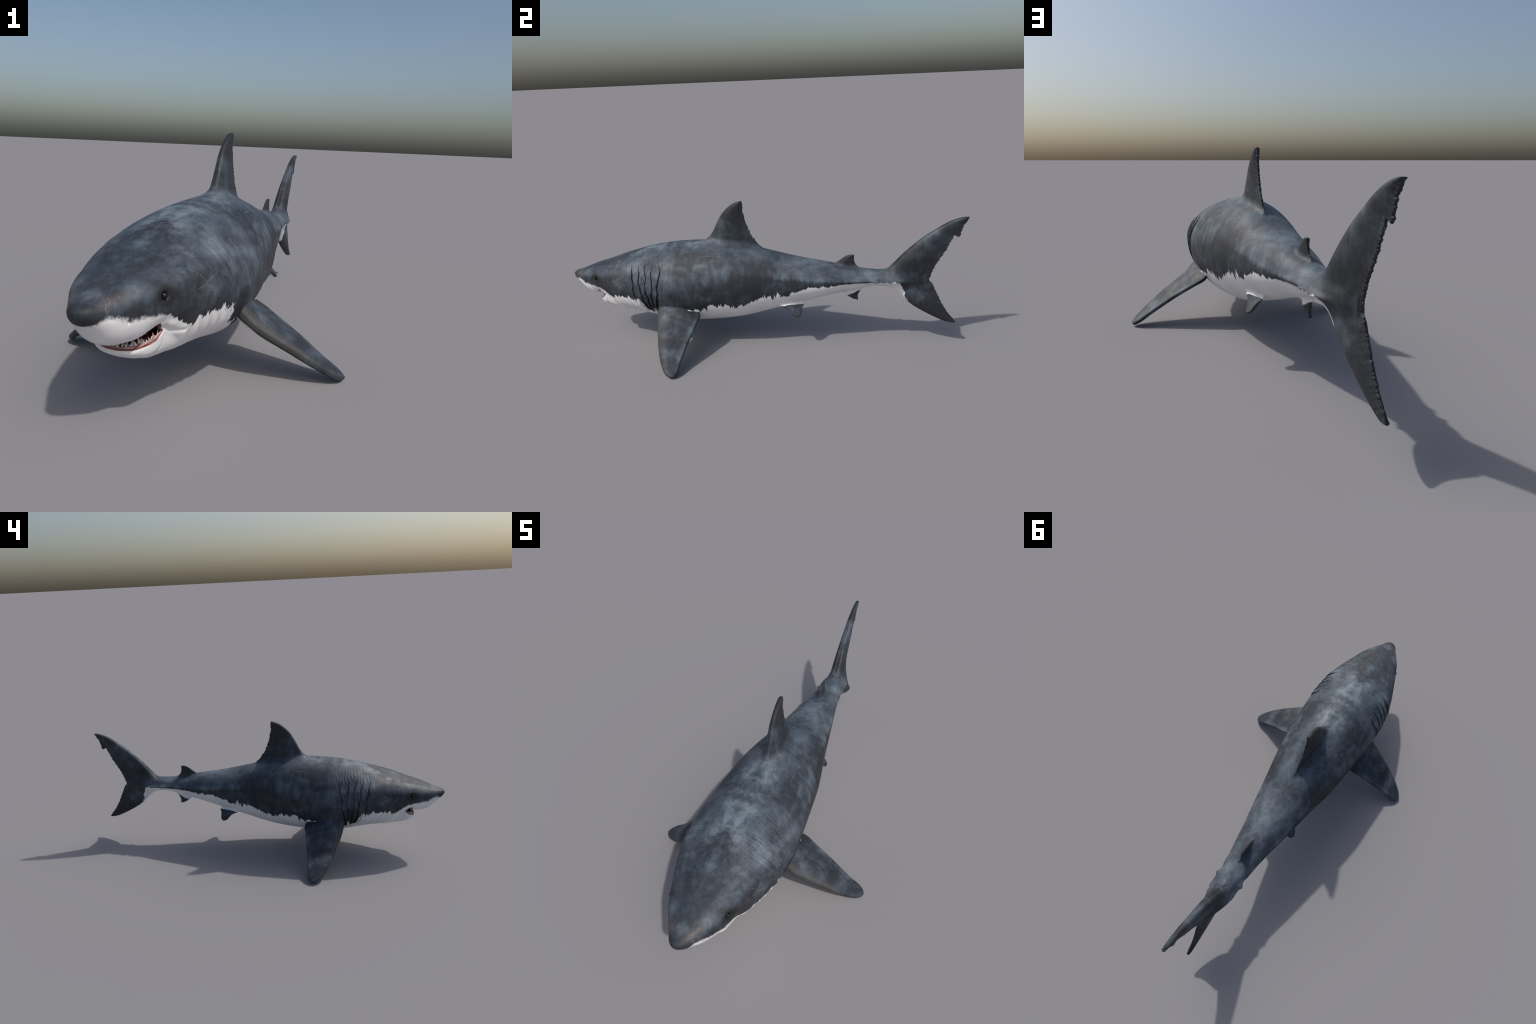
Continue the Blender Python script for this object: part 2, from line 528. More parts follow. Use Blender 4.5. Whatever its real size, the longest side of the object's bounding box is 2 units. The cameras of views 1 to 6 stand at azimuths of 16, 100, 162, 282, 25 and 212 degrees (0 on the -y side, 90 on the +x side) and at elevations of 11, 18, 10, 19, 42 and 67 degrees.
def build_surface():
    P, Q = surface_nets()
    mid = P[:, 0] < H * .5
    P[mid, 0] = 0
    for it in range(2):                        # pull vertices onto the surface
        G = gradient(P, .0005)
        step = total(*P.T)[:, None] * G / np.maximum((G * G).sum(1), .05)[:, None]
        ln = np.linalg.norm(step, axis=1)[:, None]
        step *= np.minimum(1, .6 * H / np.maximum(ln, 1e-9))
        P -= step * .9
        P[mid, 0] = 0
    # light relaxation keeps quads even
    nrm = gradient(P, .0008)
    nrm[mid, 0] = 0
    nrm /= np.linalg.norm(nrm, axis=1)[:, None] + 1e-9
    n = len(P)
    back = np.where(mid, np.arange(n), np.cumsum(~mid) - 1 + n)
    P2 = P[~mid] * [-1, 1, 1]
    N2 = nrm[~mid] * [-1, 1, 1]
    V = np.concatenate([P, P2])
    Nn = np.concatenate([nrm, N2])
    Qm = back[Q][:, ::-1]
    return V, Nn, np.concatenate([Q, Qm])


V, NRM, Q = build_surface()
CEN = V[Q].mean(1)
FC = {k: v for k, v in fields(*CEN.T).items()}

# ------------------------------------------------------------------ regions
REG = np.full(len(Q), 'torso', dtype=object)
yc = CEN[:, 1]
slit1 = np.interp(CEN[:, 2], [p[0] for p in SLITS[0]], [p[1] for p in SLITS[0]])
REG[yc < slit1] = 'head'
REG[yc > .33] = 'tail'
REG[(FC['jaw'] < FC['trunk'] - .0005) & (yc < -.66)] = 'lower_jaw'
REG[(FC['cavity'] < .0022) & (yc < -.70)] = 'mouth_lining'
for k in BLEND:
    own = FC[k] < FC['body'] - .001
    if k == 'caudal_fin':
        own &= (yc > .62)
        own |= yc > .715
    REG[own] = k
SIDE = CEN[:, 0] > 0

# ------------------------------------------------------------------ node helpers


class Tree:
    def __init__(self, name):
        self.mat = bpy.data.materials.new(name)
        self.mat.use_nodes = True
        self.nt = self.mat.node_tree
        self.nt.nodes.clear()

    def node(self, kind, **kw):
        n = self.nt.nodes.new(kind)
        for k, v in kw.items():
            setattr(n, k, v)
        return n

    def put(self, sock, v):
        if isinstance(v, bpy.types.NodeSocket):
            self.nt.links.new(v, sock)
        elif v is not None:
            sock.default_value = v

    def math(self, op, a, b=None, c=None, clamp=False):
        n = self.node('ShaderNodeMath', operation=op, use_clamp=clamp)
        for i, v in enumerate((a, b, c)):
            self.put(n.inputs[i], v)
        return n.outputs[0]

    def maprange(self, v, a, b, c=0., d=1., smooth=True):
        n = self.node('ShaderNodeMapRange', interpolation_type='SMOOTHSTEP' if smooth else 'LINEAR')
        for i, x in enumerate((v, a, b, c, d)):
            self.put(n.inputs[i], x)
        return n.outputs[0]

    def noise(self, vec, scale, detail=4., rough=.55, dist=0.):
        n = self.node('ShaderNodeTexNoise')
        self.put(n.inputs['Vector'], vec)
        n.inputs['Scale'].default_value = scale
        n.inputs['Detail'].default_value = detail
        n.inputs['Roughness'].default_value = rough
        n.inputs['Distortion'].default_value = dist
        return n.outputs['Fac']

    def scaled(self, vec, s, off=(0, 0, 0)):
        n = self.node('ShaderNodeMapping')
        self.put(n.inputs['Vector'], vec)
        n.inputs['Scale'].default_value = s
        n.inputs['Location'].default_value = off
        return n.outputs[0]

    def mix(self, f, a, b, blend='MIX'):
        n = self.node('ShaderNodeMix', data_type='RGBA', blend_type=blend)
        self.put(n.inputs[0], f)
        for i, v in ((6, a), (7, b)):
            self.put(n.inputs[i], (*v, 1) if isinstance(v, tuple) else v)
        return n.outputs[2]

    def curve(self, v, pts, lo, hi, vlo, vhi):
        """piecewise curve v -> value through pts [(v, value)]"""
        t = self.maprange(v, lo, hi, 0., 1., smooth=False)
        n = self.node('ShaderNodeFloatCurve')
        c = n.mapping.curves[0]
        q = [((a - lo) / (hi - lo), (b - vlo) / (vhi - vlo)) for a, b in pts]
        c.points[0].location = q[0]
        c.points[1].location = q[-1]
        for p in q[1:-1]:
            c.points.new(*p)
        for p in c.points:
            p.handle_type = 'VECTOR'
        n.mapping.update()
        self.put(n.inputs['Value'], t)
        return self.maprange(n.outputs[0], 0., 1., vlo, vhi, smooth=False)

    def ramp(self, v, stops):
        n = self.node('ShaderNodeValToRGB')
        el = n.color_ramp.elements
        el[0].position, el[0].color = stops[0][0], (*stops[0][1], 1)
        el[1].position, el[1].color = stops[-1][0], (*stops[-1][1], 1)
        for p, c in stops[1:-1]:
            e = el.new(p)
            e.color = (*c, 1)
        self.put(n.inputs[0], v)
        return n.outputs[0]

    def finish(self, color, rough=.5, bump=None, bump_strength=.2, bump_dist=.001, **kw):
        b = self.node('ShaderNodeBsdfPrincipled')
        self.put(b.inputs['Base Color'], (*color, 1) if isinstance(color, tuple) else color)
        self.put(b.inputs['Roughness'], rough)
        for k, v in kw.items():
            self.put(b.inputs[k], v)
        if bump is not None:
            n = self.node('ShaderNodeBump')
            n.inputs['Strength'].default_value = bump_strength
            n.inputs['Distance'].default_value = bump_dist
            self.put(n.inputs['Height'], bump)
            self.put(b.inputs['Normal'], n.outputs[0])
        o = self.node('ShaderNodeOutputMaterial')
        self.nt.links.new(b.outputs[0], o.inputs[0])
        return self.mat


# height of the ragged line between dark back and white belly, along y
WHITE_LINE = [(-1.0, .300), (-.985, .306), (-.97, .318), (-.94, .321), (-.91, .310), (-.86, .305), (-.82, .303), (-.79, .299), (-.765, .281),
              (-.735, .268), (-.70, .272), (-.65, .271), (-.60, .270), (-.577, .272), (-.55, .243), (-.52, .207), (-.49, .200), (-.45, .180),
              (-.40, .165), (-.33, .178), (-.312, .190), (-.297, .213), (-.27, .219), (-.236, .228), (-.19, .241), (-.15, .237), (-.116, .228), (-.076, .246),
              (-.026, .245), (0, .270), (.036, .285), (.072, .287), (.097, .277), (.12, .297), (.144, .284), (.19, .297), (.26, .317), (.37, .321),
              (.44, .326), (.55, .334), (.67, .335), (.695, .333), (.705, .305), (.718, .275), (.728, .245), (.738, .215), (.75, .05), (1.0, .0)]
DARK_BAND = [(-1, .30), (-.6, .30), (-.3, .33), (-.1, .40), (.04, .384), (.18, .360), (.26, .352), (.40, .341), (.6, .334), (1, .33)]
WHITE = (.80, .795, .80)


def scar(T, P, a, b, width, warp):
    """thin line mark between two points (in y, z)"""
    ay, az = a
    by, bz = b
    n = T.node('ShaderNodeSeparateXYZ')
    T.put(n.inputs[0], P)
    y, z = n.outputs[1], n.outputs[2]
    dy, dz = by - ay, bz - az
    l2 = dy * dy + dz * dz
    t = T.math('ADD', T.math('MULTIPLY', T.math('SUBTRACT', y, ay), dy / l2),
               T.math('MULTIPLY', T.math('SUBTRACT', z, az), dz / l2), clamp=True)
    ey = T.math('SUBTRACT', T.math('SUBTRACT', y, ay), T.math('MULTIPLY', t, dy))
    ez = T.math('SUBTRACT', T.math('SUBTRACT', z, az), T.math('MULTIPLY', t, dz))
    d = T.math('SQRT', T.math('ADD', T.math('MULTIPLY', ey, ey), T.math('MULTIPLY', ez, ez)))
    d = T.math('ADD', d, T.math('MULTIPLY', T.math('SUBTRACT', warp, .5), width * 3))
    return T.maprange(d, width * .25, width * 1.1, 1., 0.)


def skin(name, kind='body'):
    T = Tree(name)
    tc = T.node('ShaderNodeTexCoord')
    sep = T.node('ShaderNodeSeparateXYZ')
    T.put(sep.inputs[0], tc.outputs['Object'])
    x, y, z = sep.outputs
    ax = T.math('ABSOLUTE', x)
    com = T.node('ShaderNodeCombineXYZ')
    for i, v in enumerate((ax, y, z)):
        T.put(com.inputs[i], v)
    P = com.outputs[0]
    blot = T.noise(T.scaled(P, (1.25, .72, 1.05), (2.3, .4, 1.1)), 6.8, 5, .58, .4)
    mid = T.noise(T.scaled(P, (1.2, .9, .85), (3, 1, 2)), 19, 8, .66, .45)
    streak = T.noise(T.scaled(P, (14, 52, 11)), 1.0, 5, .6, .5)
    hue = T.noise(T.scaled(P, (1, 1, 1), (7, 5, 1)), 8.0, 3, .5)
    fine = T.noise(P, 170, 4, .7)
    grain = T.noise(T.scaled(P, (1.3, .9, .6), (2, 8, 3)), 75, 5, .65, 1.2)
    v = T.math('ADD', T.math('MULTIPLY', blot, .50), T.math('MULTIPLY', mid, .34))
    sw = T.maprange(T.math('SUBTRACT', ax, T.math('MULTIPLY', T.maprange(y, .0, .5), .05)), .05, .12, .03, .17)
    v = T.math('ADD', v, T.math('MULTIPLY', T.math('SUBTRACT', streak, .5), sw))
    v = T.math('ADD', v, .08)
    # pale saddle along the back, darker lower flank and fins
    if True:
        saddle = T.maprange(T.math('ADD', ax, T.math('MULTIPLY', blot, .08)), .06, .15, 1., 0.)
        span = T.math('MULTIPLY', T.maprange(y, -.95, -.48), T.maprange(y, -.32, -.20, 1., 0.))
        high = T.maprange(z, .40, .46)
        v = T.math('ADD', v, T.math('MULTIPLY', T.math('MULTIPLY', saddle, span), T.math('MULTIPLY', high, T.maprange(mid, .32, .68, .03, .14))))
        band = T.curve(y, DARK_BAND, -1, 1, .2, .5)
        bd = T.math('SUBTRACT', z, band)
        bd = T.math('ADD', bd, T.math('MULTIPLY', T.math('SUBTRACT', streak, .5), .05))
        edge = T.maprange(y, -.25, .15, .05, .012)
        low = T.maprange(T.math('DIVIDE', bd, edge), -1., .6, 1., 0.)
        v = T.math('SUBTRACT', v, T.math('MULTIPLY', low, .10))
        v = T.math('ADD', v, T.math('MULTIPLY', T.maprange(y, .02, .2), T.math('MULTIPLY', T.math('SUBTRACT', 1., low), .05)))
        # dusky head below the brow line
        hd = T.math('MULTIPLY', T.maprange(T.math('ADD', y, T.math('MULTIPLY', T.math('SUBTRACT', mid, .5), .25)), -.80, -.56, 1., 0.), T.maprange(T.math('SUBTRACT', z, T.math('MULTIPLY', T.math('ADD', y, .83), .22)), T.math('ADD', .337, T.math('MULTIPLY', T.math('SUBTRACT', blot, .5), .05)), T.math('ADD', .372, T.math('MULTIPLY', T.math('SUBTRACT', mid, .5), .08)), 1., 0.))
        v = T.math('SUBTRACT', v, T.math('MULTIPLY', hd, .115))
        v = T.math('ADD', v, .015)
        # dusky snout tip, and pale rubbed patches on crown, brow and flank
        v = T.math('SUBTRACT', v, T.math('MULTIPLY', T.maprange(T.math('ADD', y, T.math('MULTIPLY', T.math('SUBTRACT', mid, .5), .05)), -.99, -.93, 1., 0.), .075))
        for c, r, k in [((.0, -.945, .365), .032, .07), ((.072, -.885, .375), .028, .08), ((.15, -.625, .42), .04, .06), ((.19, -.43, .385), .05, .05),
                        ((.165, -.40, .43), .05, .04), ((.14, -.08, .43), .06, .05), ((.09, .0, .46), .05, .04), ((.05, .56, .365), .035, .05),
                        ((.165, -.585, .41), .018, .07), ((.172, -.548, .405), .018, .06), ((.178, -.512, .40), .018, .07), ((.182, -.475, .395), .018, .06)]:
            dv = T.node('ShaderNodeVectorMath', operation='DISTANCE')
            T.put(dv.inputs[0], P)
            dv.inputs[1].default_value = c
            w = T.math('ADD', dv.outputs['Value'], T.math('MULTIPLY', T.math('SUBTRACT', mid, .5), r * 1.6))
            v = T.math('ADD', v, T.maprange(w, r * .2, r * 1.4, k, 0.))
    # fins go darker away from the body, with no step at the root
    base = T.math('ADD', T.math('ADD', T.math('MULTIPLY', blot, .50), T.math('MULTIPLY', mid, .34)), T.math('MULTIPLY', streak, .16))
    punch = T.math('ADD', T.math('MULTIPLY', T.math('SUBTRACT', base, .5), 1.15), .418)
    if kind == 'dorsal':
        dip = T.curve(y, [(-1, .53), (-.30, .532), (-.10, .512), (.02, .488), (.2, .44), (.38, .402), (.52, .39), (1, .39)], -1, 1, .3, .6)
        fm = T.maprange(T.math('SUBTRACT', z, dip), -.006, .03)
        v = T.math('ADD', T.math('MULTIPLY', v, T.math('SUBTRACT', 1., fm)), T.math('MULTIPLY', punch, fm))
    elif kind in ('body', 'caudal'):
        away = T.math('ADD', T.math('SUBTRACT', y, .66), T.math('MULTIPLY', T.math('ABSOLUTE', T.math('SUBTRACT', z, .345)), .7))
        fm = T.maprange(T.math('ADD', away, T.math('MULTIPLY', T.math('SUBTRACT', mid, .5), .22)), .01, .09)
        fm = T.math('MULTIPLY', fm, T.maprange(y, .60, .65))
        v = T.math('ADD', T.math('MULTIPLY', v, T.math('SUBTRACT', 1., fm)), T.math('MULTIPLY', punch, fm))
    elif kind == 'pectoral':
        fm = T.maprange(ax, .18, .23)
        v = T.math('ADD', T.math('MULTIPLY', v, T.math('SUBTRACT', 1., fm)), T.math('MULTIPLY', T.math('SUBTRACT', base, .022), fm))
    else:
        v = T.math('SUBTRACT', base, .06)
    v = T.math('ADD', v, T.math('ADD', T.math('MULTIPLY', T.math('SUBTRACT', fine, .5), .10), T.math('MULTIPLY', T.math('SUBTRACT', grain, .5), .12)))
    v = T.math('ADD', T.math('MULTIPLY', T.math('SUBTRACT', v, .51), 1.02), .508)
    col = T.ramp(v, [(.36, (.021, .0235, .027)), (.45, (.034, .0395, .047)), (.52, (.058, .071, .086)),
                     (.59, (.094, .115, .132)), (.68, (.16, .19, .21))])
    warm = T.mix(1.0, col, (.955, .945, 1.0), 'MULTIPLY')
    cool = T.mix(1.0, col, (.89, .965, 1.02), 'MULTIPLY')
    col = T.mix(T.maprange(hue, .40, .60), warm, cool)
    # ---- white belly
    jag = T.noise(T.scaled(P, (18, 44, 12)), 1.0, 5, .64)
    jag2 = T.noise(T.scaled(P, (6, 19, 5), (4, 2, 0)), 1.0, 2, .5)
    line = T.curve(y, WHITE_LINE, -1, 1, 0., .4)
    off = T.math('ADD', T.math('MULTIPLY', T.math('SUBTRACT', jag, .5), .12), T.math('MULTIPLY', T.math('SUBTRACT', jag2, .5), .085))
    jag3 = T.noise(T.scaled(P, (2, 9, 2), (1, 7, 3)), 1.0, 1, .5)
    off = T.math('ADD', off, T.math('MULTIPLY', T.math('SUBTRACT', jag3, .5), .05))
    amp = T.curve(y, [(-1, .25), (-.80, .28), (-.74, .9), (-.56, 1.0), (.15, .8), (.3, .35), (.5, .15), (.69, .15), (.72, 1.), (1, 1.)], -1, 1, 0, 1)
    dz = T.math('ADD', T.math('SUBTRACT', z, line), T.math('MULTIPLY', off, amp))
    speck = T.math('MULTIPLY', T.math('SUBTRACT', fine, .5), T.maprange(y, -.90, -.80, .024, .005))
    dz = T.math('ADD', dz, speck)
    soft = T.maprange(y, -.88, -.78, .0075, .0017)
    wm = T.maprange(T.math('DIVIDE', dz, soft), -1., 1., 1., 0.)
    white = T.mix(T.maprange(T.noise(P, 12, 4), .4, .65), WHITE, (.74, .735, .745))
    if kind == 'pectoral':
        def dot(n, c):
            k = T.node('ShaderNodeVectorMath', operation='DOT_PRODUCT')
            T.put(k.inputs[0], P)
            k.inputs[1].default_value = n
            return T.math('SUBTRACT', k.outputs['Value'], float(np.dot(n, c)))
        n = dot(PEC_N, PEC_C)
        s = dot(PEC_S, PEC_C)
        nn = T.math('ADD', n, T.math('MULTIPLY', T.math('SUBTRACT', jag, .5), .010))
        lim = T.maprange(s, -.25, -.10, .006, -.0075)
        under = T.maprange(T.math('SUBTRACT', nn, lim), -.001, .001, 1., 0.)
        tip = T.maprange(T.math('ADD', s, T.math('MULTIPLY', T.math('SUBTRACT', jag2, .5), .12)), .085, .105, 1., 0.)
        kk = dot(PEC_K, PEC_C)
        rim = T.math('SUBTRACT', T.math('SUBTRACT', .068, T.math('MULTIPLY', s, .335)), kk)
        wm = T.math('MULTIPLY', T.math('MULTIPLY', under, tip), T.maprange(T.math('ADD', rim, T.math('MULTIPLY', T.math('SUBTRACT', jag, .5), .02)), .012, .016))
        # pale scuffs at the rear root and brown worn leading edge
        rk = T.math('MULTIPLY', T.maprange(T.math('ABSOLUTE', T.math('ADD', s, .183)), .003, .009, 1., 0.),
                    T.maprange(T.math('ABSOLUTE', T.math('SUBTRACT', kk, .078)), .006, .016, 1., 0.))
        rk = T.math('MULTIPLY', rk, T.maprange(jag, .42, .55))
        wm = T.math('MAXIMUM', wm, rk)
        lead = T.maprange(T.math('ADD', kk, T.math('MULTIPLY', mid, .02)), -.058, -.046, 1., 0.)
        col = T.mix(T.math('MULTIPLY', lead, .6), col, (.062, .060, .054))
    elif kind == 'pelvic':
        k = T.node('ShaderNodeVectorMath', operation='DOT_PRODUCT')
        T.put(k.inputs[0], P)
        k.inputs[1].default_value = PEL_N
        n = T.math('SUBTRACT', k.outputs['Value'], float(np.dot(PEL_N, PEL_C)))
        k = T.node('ShaderNodeVectorMath', operation='DOT_PRODUCT')
        T.put(k.inputs[0], P)
        k.inputs[1].default_value = PEL_S
        s = T.math('SUBTRACT', k.outputs['Value'], float(np.dot(PEL_S, PEL_C)))
        s = T.math('ADD', s, T.math('MULTIPLY', T.math('SUBTRACT', jag, .5), .012))
        wm = T.math('MAXIMUM', T.maprange(s, .002, .004, 1., 0.), T.maprange(n, -.006, -.004, 1., 0.))
    elif kind == 'anal':
        s = T.math('ADD', T.math('SUBTRACT', z, T.math('MULTIPLY', T.math('SUBTRACT', y, .44), .42)),
                   T.math('MULTIPLY', T.math('SUBTRACT', jag, .5), .012))
        wm = T.maprange(s, .244, .247)
    elif kind == 'dorsal':
        wm = None
    if wm is not None:
        col = T.mix(wm, col, white)
    # ---- marks on the head
    if kind == 'body':
        warp = T.noise(P, 140, 3)
        marks = None
        for a, b, w in [((-.738, .392), (-.716, .376), .0008), ((-.716, .376), (-.700, .354), .0013), ((-.700, .354), (-.678, .329), .0010),
                        ((-.732, .344), (-.703, .352), .0012), ((-.703, .352), (-.674, .366), .0012), ((-.713, .341), (-.697, .335), .0010),
                        ((-.697, .335), (-.678, .331), .0011),
                        ((-.946, .360), (-.958, .345), .0009), ((-.958, .345), (-.961, .322), .0010), ((-.939, .361), (-.952, .347), .0007),
                        ((-.952, .347), (-.957, .335), .0008), ((-.930, .361), (-.942, .344), .0007), ((-.92, .366), (-.926, .356), .0006),
                        ((-.966, .352), (-.970, .344), .0006)]:
            s = scar(T, P, a, b, w, warp)
            marks = s if marks is None else T.math('MAXIMUM', marks, s)
        side = T.maprange(ax, .01, .022)
        brown = T.math('MULTIPLY', T.math('MULTIPLY', T.maprange(T.math('ABSOLUTE', T.math('ADD', y, .930)), .03, .052, 1., 0.),
                                          T.maprange(T.math('ABSOLUTE', T.math('SUBTRACT', z, T.math('ADD', .357, T.math('MULTIPLY', T.math('ADD', y, .93), .2)))), .004, .013, 1., 0.)), T.maprange(streak, .3, .7))
        col = T.mix(T.math('MULTIPLY', T.math('MULTIPLY', brown, side), .45), col, (.105, .078, .066))
        fade = T.maprange(fine, .38, .60, .1, .8)
        col = T.mix(T.math('MULTIPLY', T.math('MULTIPLY', marks, side), fade), col, (.21, .135, .105))
        # dark around the eye
        ev = T.node('ShaderNodeVectorMath', operation='DISTANCE')
        T.put(ev.inputs[0], P)
        ev.inputs[1].default_value = tuple(EYE)
        col = T.mix(T.maprange(T.math('ADD', ev.outputs['Value'], T.math('MULTIPLY', mid, .02)), .026, .050, .95, 0.), col, (.015, .016, .017))
        # nostril
        nv = T.node('ShaderNodeVectorMath', operation='DISTANCE')
        T.put(nv.inputs[0], P)
        nv.inputs[1].default_value = tuple(NOSTRIL)
        col = T.mix(T.maprange(nv.outputs['Value'], .003, .0085, .9, 0.), col, (.045, .03, .026))
        # pale scratches on the flank
        pale = None
        for a, b, w in [((-.268, .476), (-.190, .475), .0009), ((-.185, .474), (-.160, .470), .0012), ((-.05, .485), (-.075, .497), .0008)]:
            s = scar(T, P, a, b, w, warp)
            pale = s if pale is None else T.math('MAXIMUM', pale, s)
        col = T.mix(T.math('MULTIPLY', T.math('MULTIPLY', pale, T.maprange(ax, .05, .08)), .5), col, (.22, .22, .24))
    # fine scratches and speckle
    vor = T.node('ShaderNodeTexVoronoi', feature='F1')
    T.put(vor.inputs['Vector'], P)
    vor.inputs['Scale'].default_value = 95
    dots = T.maprange(vor.outputs['Distance'], .06, .12, 1., 0.)
    dots = T.math('MULTIPLY', dots, T.maprange(mid, .55, .62))
    col = T.mix(T.math('MULTIPLY', dots, .5), col, (.30, .31, .32))
    bump = T.math('ADD', T.math('MULTIPLY', fine, .35), T.math('ADD', T.math('MULTIPLY', mid, .9), T.math('MULTIPLY', streak, .5)))
    if wm is not None:
        bump = T.math('MULTIPLY', bump, T.math('SUBTRACT', 1., T.math('MULTIPLY', wm, .85)))
    rough = T.maprange(mid, .35, .65, .62, .50)
    return T.finish(col, rough, bump, .55, .0022, **{'Specular IOR Level': .33})


M_BODY = skin('shark_skin', 'body')
M_FIN = skin('dorsal_fin_skin', 'dorsal')
M_CAUDAL = skin('caudal_fin_skin', 'caudal')
M_PEC = skin('pectoral_fin_skin', 'pectoral')
M_PEL = skin('pelvic_fin_skin', 'pelvic')
M_ANAL = skin('anal_fin_skin', 'anal')

T = Tree('mouth_flesh')
tc = T.node('ShaderNodeTexCoord')
nz = T.noise(tc.outputs['Object'], 60, 4)
M_MOUTH = T.finish(T.ramp(nz, [(.3, (.07, .022, .018)), (.7, (.19, .07, .058))]), .4, nz, .3, .002)
T = Tree('gum_flesh')
tc = T.node('ShaderNodeTexCoord')
nz = T.noise(tc.outputs['Object'], 90, 4)
M_GUM = T.finish(T.ramp(nz, [(.3, (.22, .09, .08)), (.5, (.42, .25, .24)), (.7, (.55, .42, .41))]), .38, nz, .4, .0015)
T = Tree('lip_flesh')
tc = T.node('ShaderNodeTexCoord')
nz = T.noise(tc.outputs['Object'], 70, 4)
M_LIP = T.finish(T.ramp(nz, [(.3, (.13, .03, .025)), (.7, (.30, .10, .085))]), .4, nz, .4, .0015)
T = Tree('tooth_enamel')
tc = T.node('ShaderNodeTexCoord')
nz = T.noise(tc.outputs['Object'], 150, 3)
M_TOOTH = T.finish(T.ramp(nz, [(.3, (.50, .44, .40)), (.7, (.70, .67, .63))]), .25)
T = Tree('eye_gloss')
M_EYE = T.finish((.005, .005, .006), .22, None, **{'Specular IOR Level': .35})

# ------------------------------------------------------------------ objects
root = bpy.data.objects.new('shark', None)
bpy.context.scene.collection.objects.link(root)
root['label'] = 'great white shark with dark mottled back, white belly, open mouth'
root['category'] = 'shark'


def add(name, me, mat, parent=root):
    ob = bpy.data.objects.new(name, me)
    bpy.context.scene.collection.objects.link(ob)
    ob.parent = parent
    if mat and not me.materials:
        me.materials.append(mat)
    return ob


def mesh_part(name, mask, mat):
    q = Q[mask]
    if not len(q):
        return None
    used, inv = np.unique(q, return_inverse=True)
    inv = inv.reshape(-1)
    me = bpy.data.meshes.new(name)
    me.vertices.add(len(used))
    me.vertices.foreach_set('co', V[used].astype(np.float32).ravel())
    me.loops.add(len(inv))
    me.loops.foreach_set('vertex_index', inv.astype(np.int32))
    me.polygons.add(len(q))
    me.polygons.foreach_set('loop_start', np.arange(0, len(inv), 4, dtype=np.int32))
    me.polygons.foreach_set('use_smooth', np.ones(len(q), bool))
    me.update(calc_edges=True)
    me.normals_split_custom_set_from_vertices(NRM[used].tolist())
    return add(name, me, mat)


mats = {'head': M_BODY, 'lower_jaw': M_BODY, 'torso': M_BODY, 'tail': M_BODY, 'mouth_lining': M_MOUTH,
        'dorsal_fin': M_FIN, 'second_dorsal_fin': M_FIN, 'anal_fin': M_ANAL, 'caudal_fin': M_CAUDAL,
        'pectoral_fin': M_PEC, 'pelvic_fin': M_PEL}
parts = {}
for k, m in mats.items():
    if k in ('pectoral_fin', 'pelvic_fin'):
        mesh_part(k, (REG == k) & SIDE, m)
        mesh_part(k, (REG == k) & ~SIDE, m)
    else:
        parts[k] = mesh_part(k, REG == k, m)
head, jaw = parts['head'], parts['lower_jaw']

# ------------------------------------------------------------------ eyes
import bmesh


def ball(name, r, seg=28):
    bm = bmesh.new()
    bmesh.ops.create_uvsphere(bm, u_segments=seg, v_segments=seg // 2, radius=r)
    for f in bm.faces:
        f.smooth = True
    me = bpy.data.meshes.new(name)
    bm.to_mesh(me)
    bm.free()
    return me


eye_me = ball('eye', .0090)
for sx in (1, -1):
    e = add('eye', eye_me, M_EYE, head)
    e.location = (sx * (EYE[0] - .0036), EYE[1], EYE[2])

# ------------------------------------------------------------------ gums and teeth


def arch(y_front, y_back, w, n):
    """U-shaped row in plan, left corner to right corner"""
    a = np.linspace(-1, 1, n) * math.pi / 2
    xs = w * np.sin(a)
    ys = y_back - (y_back - y_front) * np.abs(np.cos(a)) ** .9
    return np.stack([xs, ys], 1)


def tube(name, pts, ry, rz, mat, parent, seg=10):
    pts = np.asarray(pts)
    d = np.gradient(pts, axis=0)
    vs, fs = [], []
    n = len(pts)
    for i in range(n):
        t = Vector(d[i]).normalized()
        side = t.cross(Vector((0, 0, 1))).normalized()
        up = side.cross(t)
        taper = min(1, .35 + 6 * min(i, n - 1 - i) / n)
        for j in range(seg):
            a = 2 * math.pi * j / seg
            vs.append(Vector(pts[i]) + side * math.cos(a) * ry * taper + up * math.sin(a) * rz * taper)
    for i in range(n - 1):
        for j in range(seg):
            k = (j + 1) % seg
            fs.append((i * seg + j, i * seg + k, (i + 1) * seg + k, (i + 1) * seg + j))
    fs.append(tuple(range(seg)))
    fs.append(tuple(range((n - 1) * seg, n * seg))[::-1])
    me = bpy.data.meshes.new(name)
    me.from_pydata([tuple(v) for v in vs], [], fs)
    for p in me.polygons:
        p.use_smooth = True
    me.update()
    return add(name, me, mat, parent)


row = arch(-.8405, -.787, .0865, 60)
gz = lower_lip(row[:, 1]) - .007
tube('gum', np.column_stack([row, gz]), .0055, .0075, M_GUM, jaw)
row = arch(-.8455, -.787, .0905, 60)
tube('lip', np.column_stack([row, lower_lip(row[:, 1]) - .0025]),   .0019, .0025, M_LIP, jaw)


def roof_z(y):
    return float(np.interp(y, [-.88, -.84, -.80, -.78], [.252, .262, .277, .279]))


row_u = arch(-.870, -.795, .078, 60)
tube('gum', np.column_stack([row_u, [roof_z(y) + .007 for y in row_u[:, 1]]]), .004, .005, M_MOUTH, head)


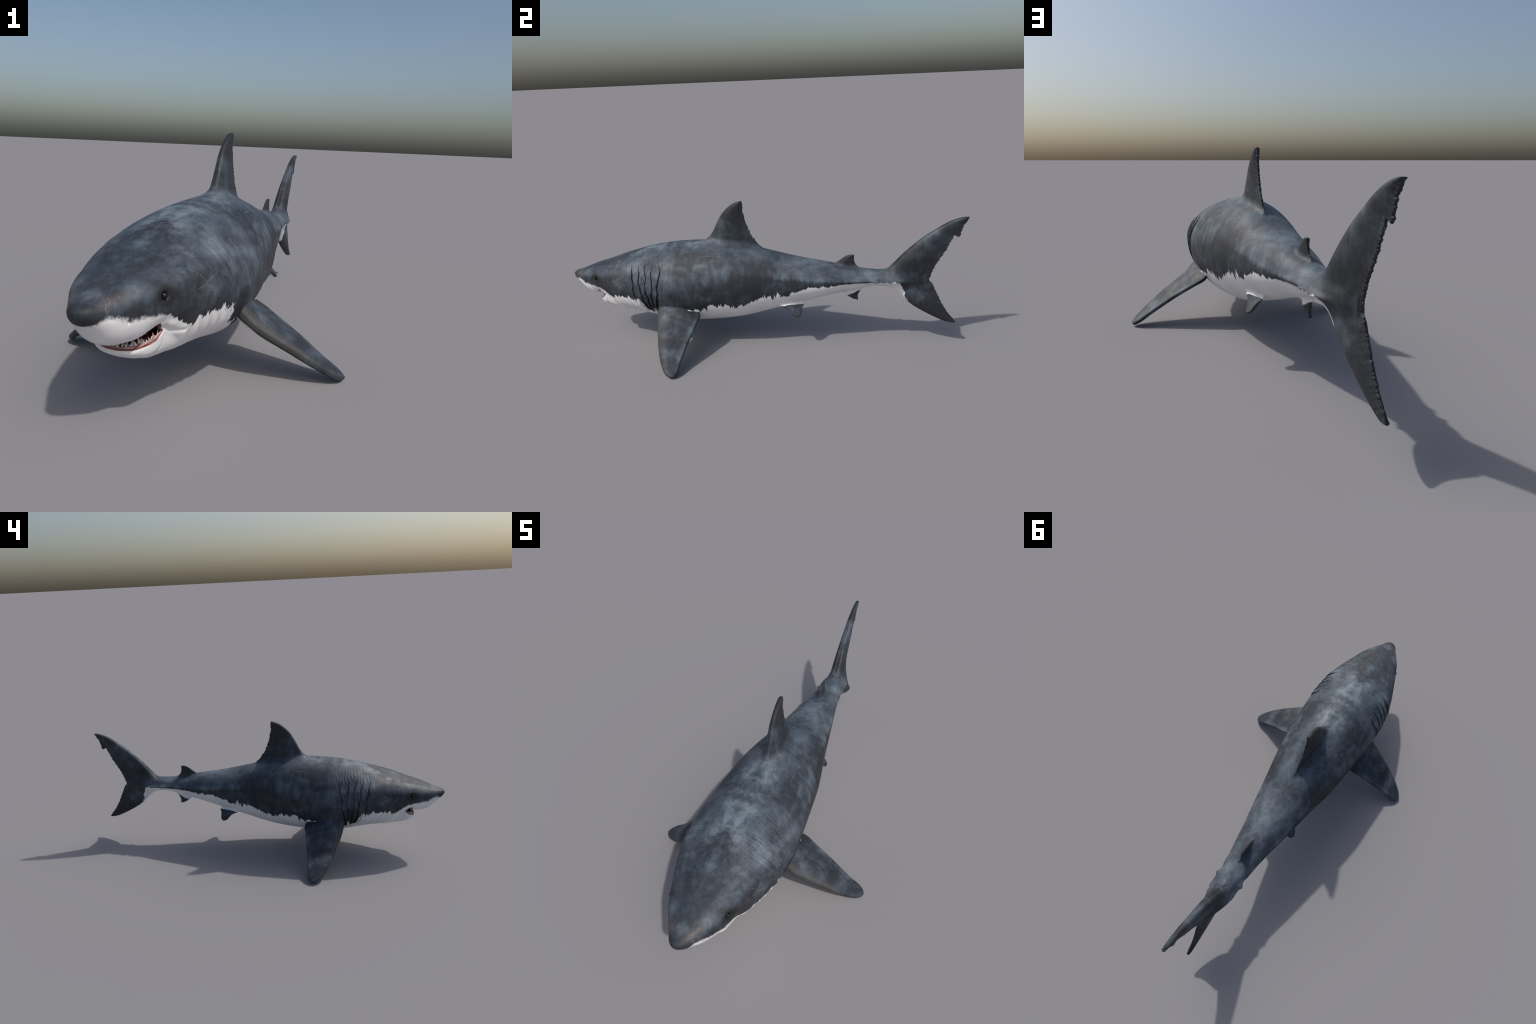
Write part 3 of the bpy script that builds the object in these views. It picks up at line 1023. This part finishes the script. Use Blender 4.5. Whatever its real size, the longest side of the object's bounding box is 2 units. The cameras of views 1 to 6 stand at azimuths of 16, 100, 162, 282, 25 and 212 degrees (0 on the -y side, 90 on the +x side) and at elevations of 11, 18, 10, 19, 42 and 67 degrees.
def tooth_mesh(w, h, t):
    """flat triangular blade, serrated slightly, with depth"""
    rows, cols = 7, 10
    vs, fs = [], []
    for i in range(rows):
        s = i / (rows - 1)
        ww = w * (1 - s) ** .85 * (1 + .12 * math.sin(3 * math.pi * s)) + w * .02
        tt = t * (1 - s) ** .7 + t * .04
        lean = h * .18 * s * s
        for j in range(cols):
            a = 2 * math.pi * j / cols
            vs.append((ww * .5 * math.cos(a), tt * .5 * math.sin(a) - lean * -.6, h * s))
    for i in range(rows - 1):
        for j in range(cols):
            k = (j + 1) % cols
            fs.append((i * cols + j, i * cols + k, (i + 1) * cols + k, (i + 1) * cols + j))
    fs.append(tuple(range(cols))[::-1])
    fs.append(tuple(range((rows - 1) * cols, rows * cols)))
    me = bpy.data.meshes.new('tooth')
    me.from_pydata(vs, [], fs)
    for p in me.polygons:
        p.use_smooth = True
    me.materials.append(M_TOOTH)
    me.update()
    return me


low_tooth, up_tooth = tooth_mesh(.0125, .0150, .0048), tooth_mesh(.0105, .0150, .0045)
trng = np.random.default_rng(3)


def tooth_row(me, yf, yb, w, n, zfun, up, parent, size):
    pts = arch(yf, yb, w, 400)
    L = np.concatenate([[0], np.cumsum(np.linalg.norm(np.diff(pts, axis=0), axis=1))])
    for i in range(n):
        s = (i + .5 + trng.uniform(-.28, .28)) / n * L[-1]
        x = np.interp(s, L, pts[:, 0])
        y = np.interp(s, L, pts[:, 1])
        tx = np.interp(s + .003, L, pts[:, 0]) - np.interp(s - .003, L, pts[:, 0])
        ty = np.interp(s + .003, L, pts[:, 1]) - np.interp(s - .003, L, pts[:, 1])
        yaw = math.atan2(ty, tx)
        k = size * (1 - .35 * abs(2 * s / L[-1] - 1) ** 3) * trng.uniform(.72, 1.2)
        ob = add('tooth', me, None, parent)
        m = Matrix.Translation((x, y, zfun(y))) @ Matrix.Rotation(yaw, 4, 'Z')
        m = m @ Matrix.Rotation(trng.uniform(-.4, .4), 4, 'Y') @ Matrix.Rotation(trng.uniform(-.35, .2), 4, 'X')
        if not up:
            m = m @ Matrix.Rotation(math.pi, 4, 'Y')
        ob.matrix_local = m @ Matrix.Diagonal((k, k, k * trng.uniform(.85, 1.1), 1))


tooth_row(low_tooth, -.8395, -.787, .0865, 19, lambda y: float(lower_lip(y)) - .0045, True, jaw, .92)
tooth_row(low_tooth, -.8330, -.787, .0800, 17, lambda y: float(lower_lip(y)) - .0065, True, jaw, .85)
tooth_row(up_tooth, -.870, -.797, .0795, 22, lambda y: roof_z(y) + .003, False, head, .95)

bpy.context.view_layer.update()
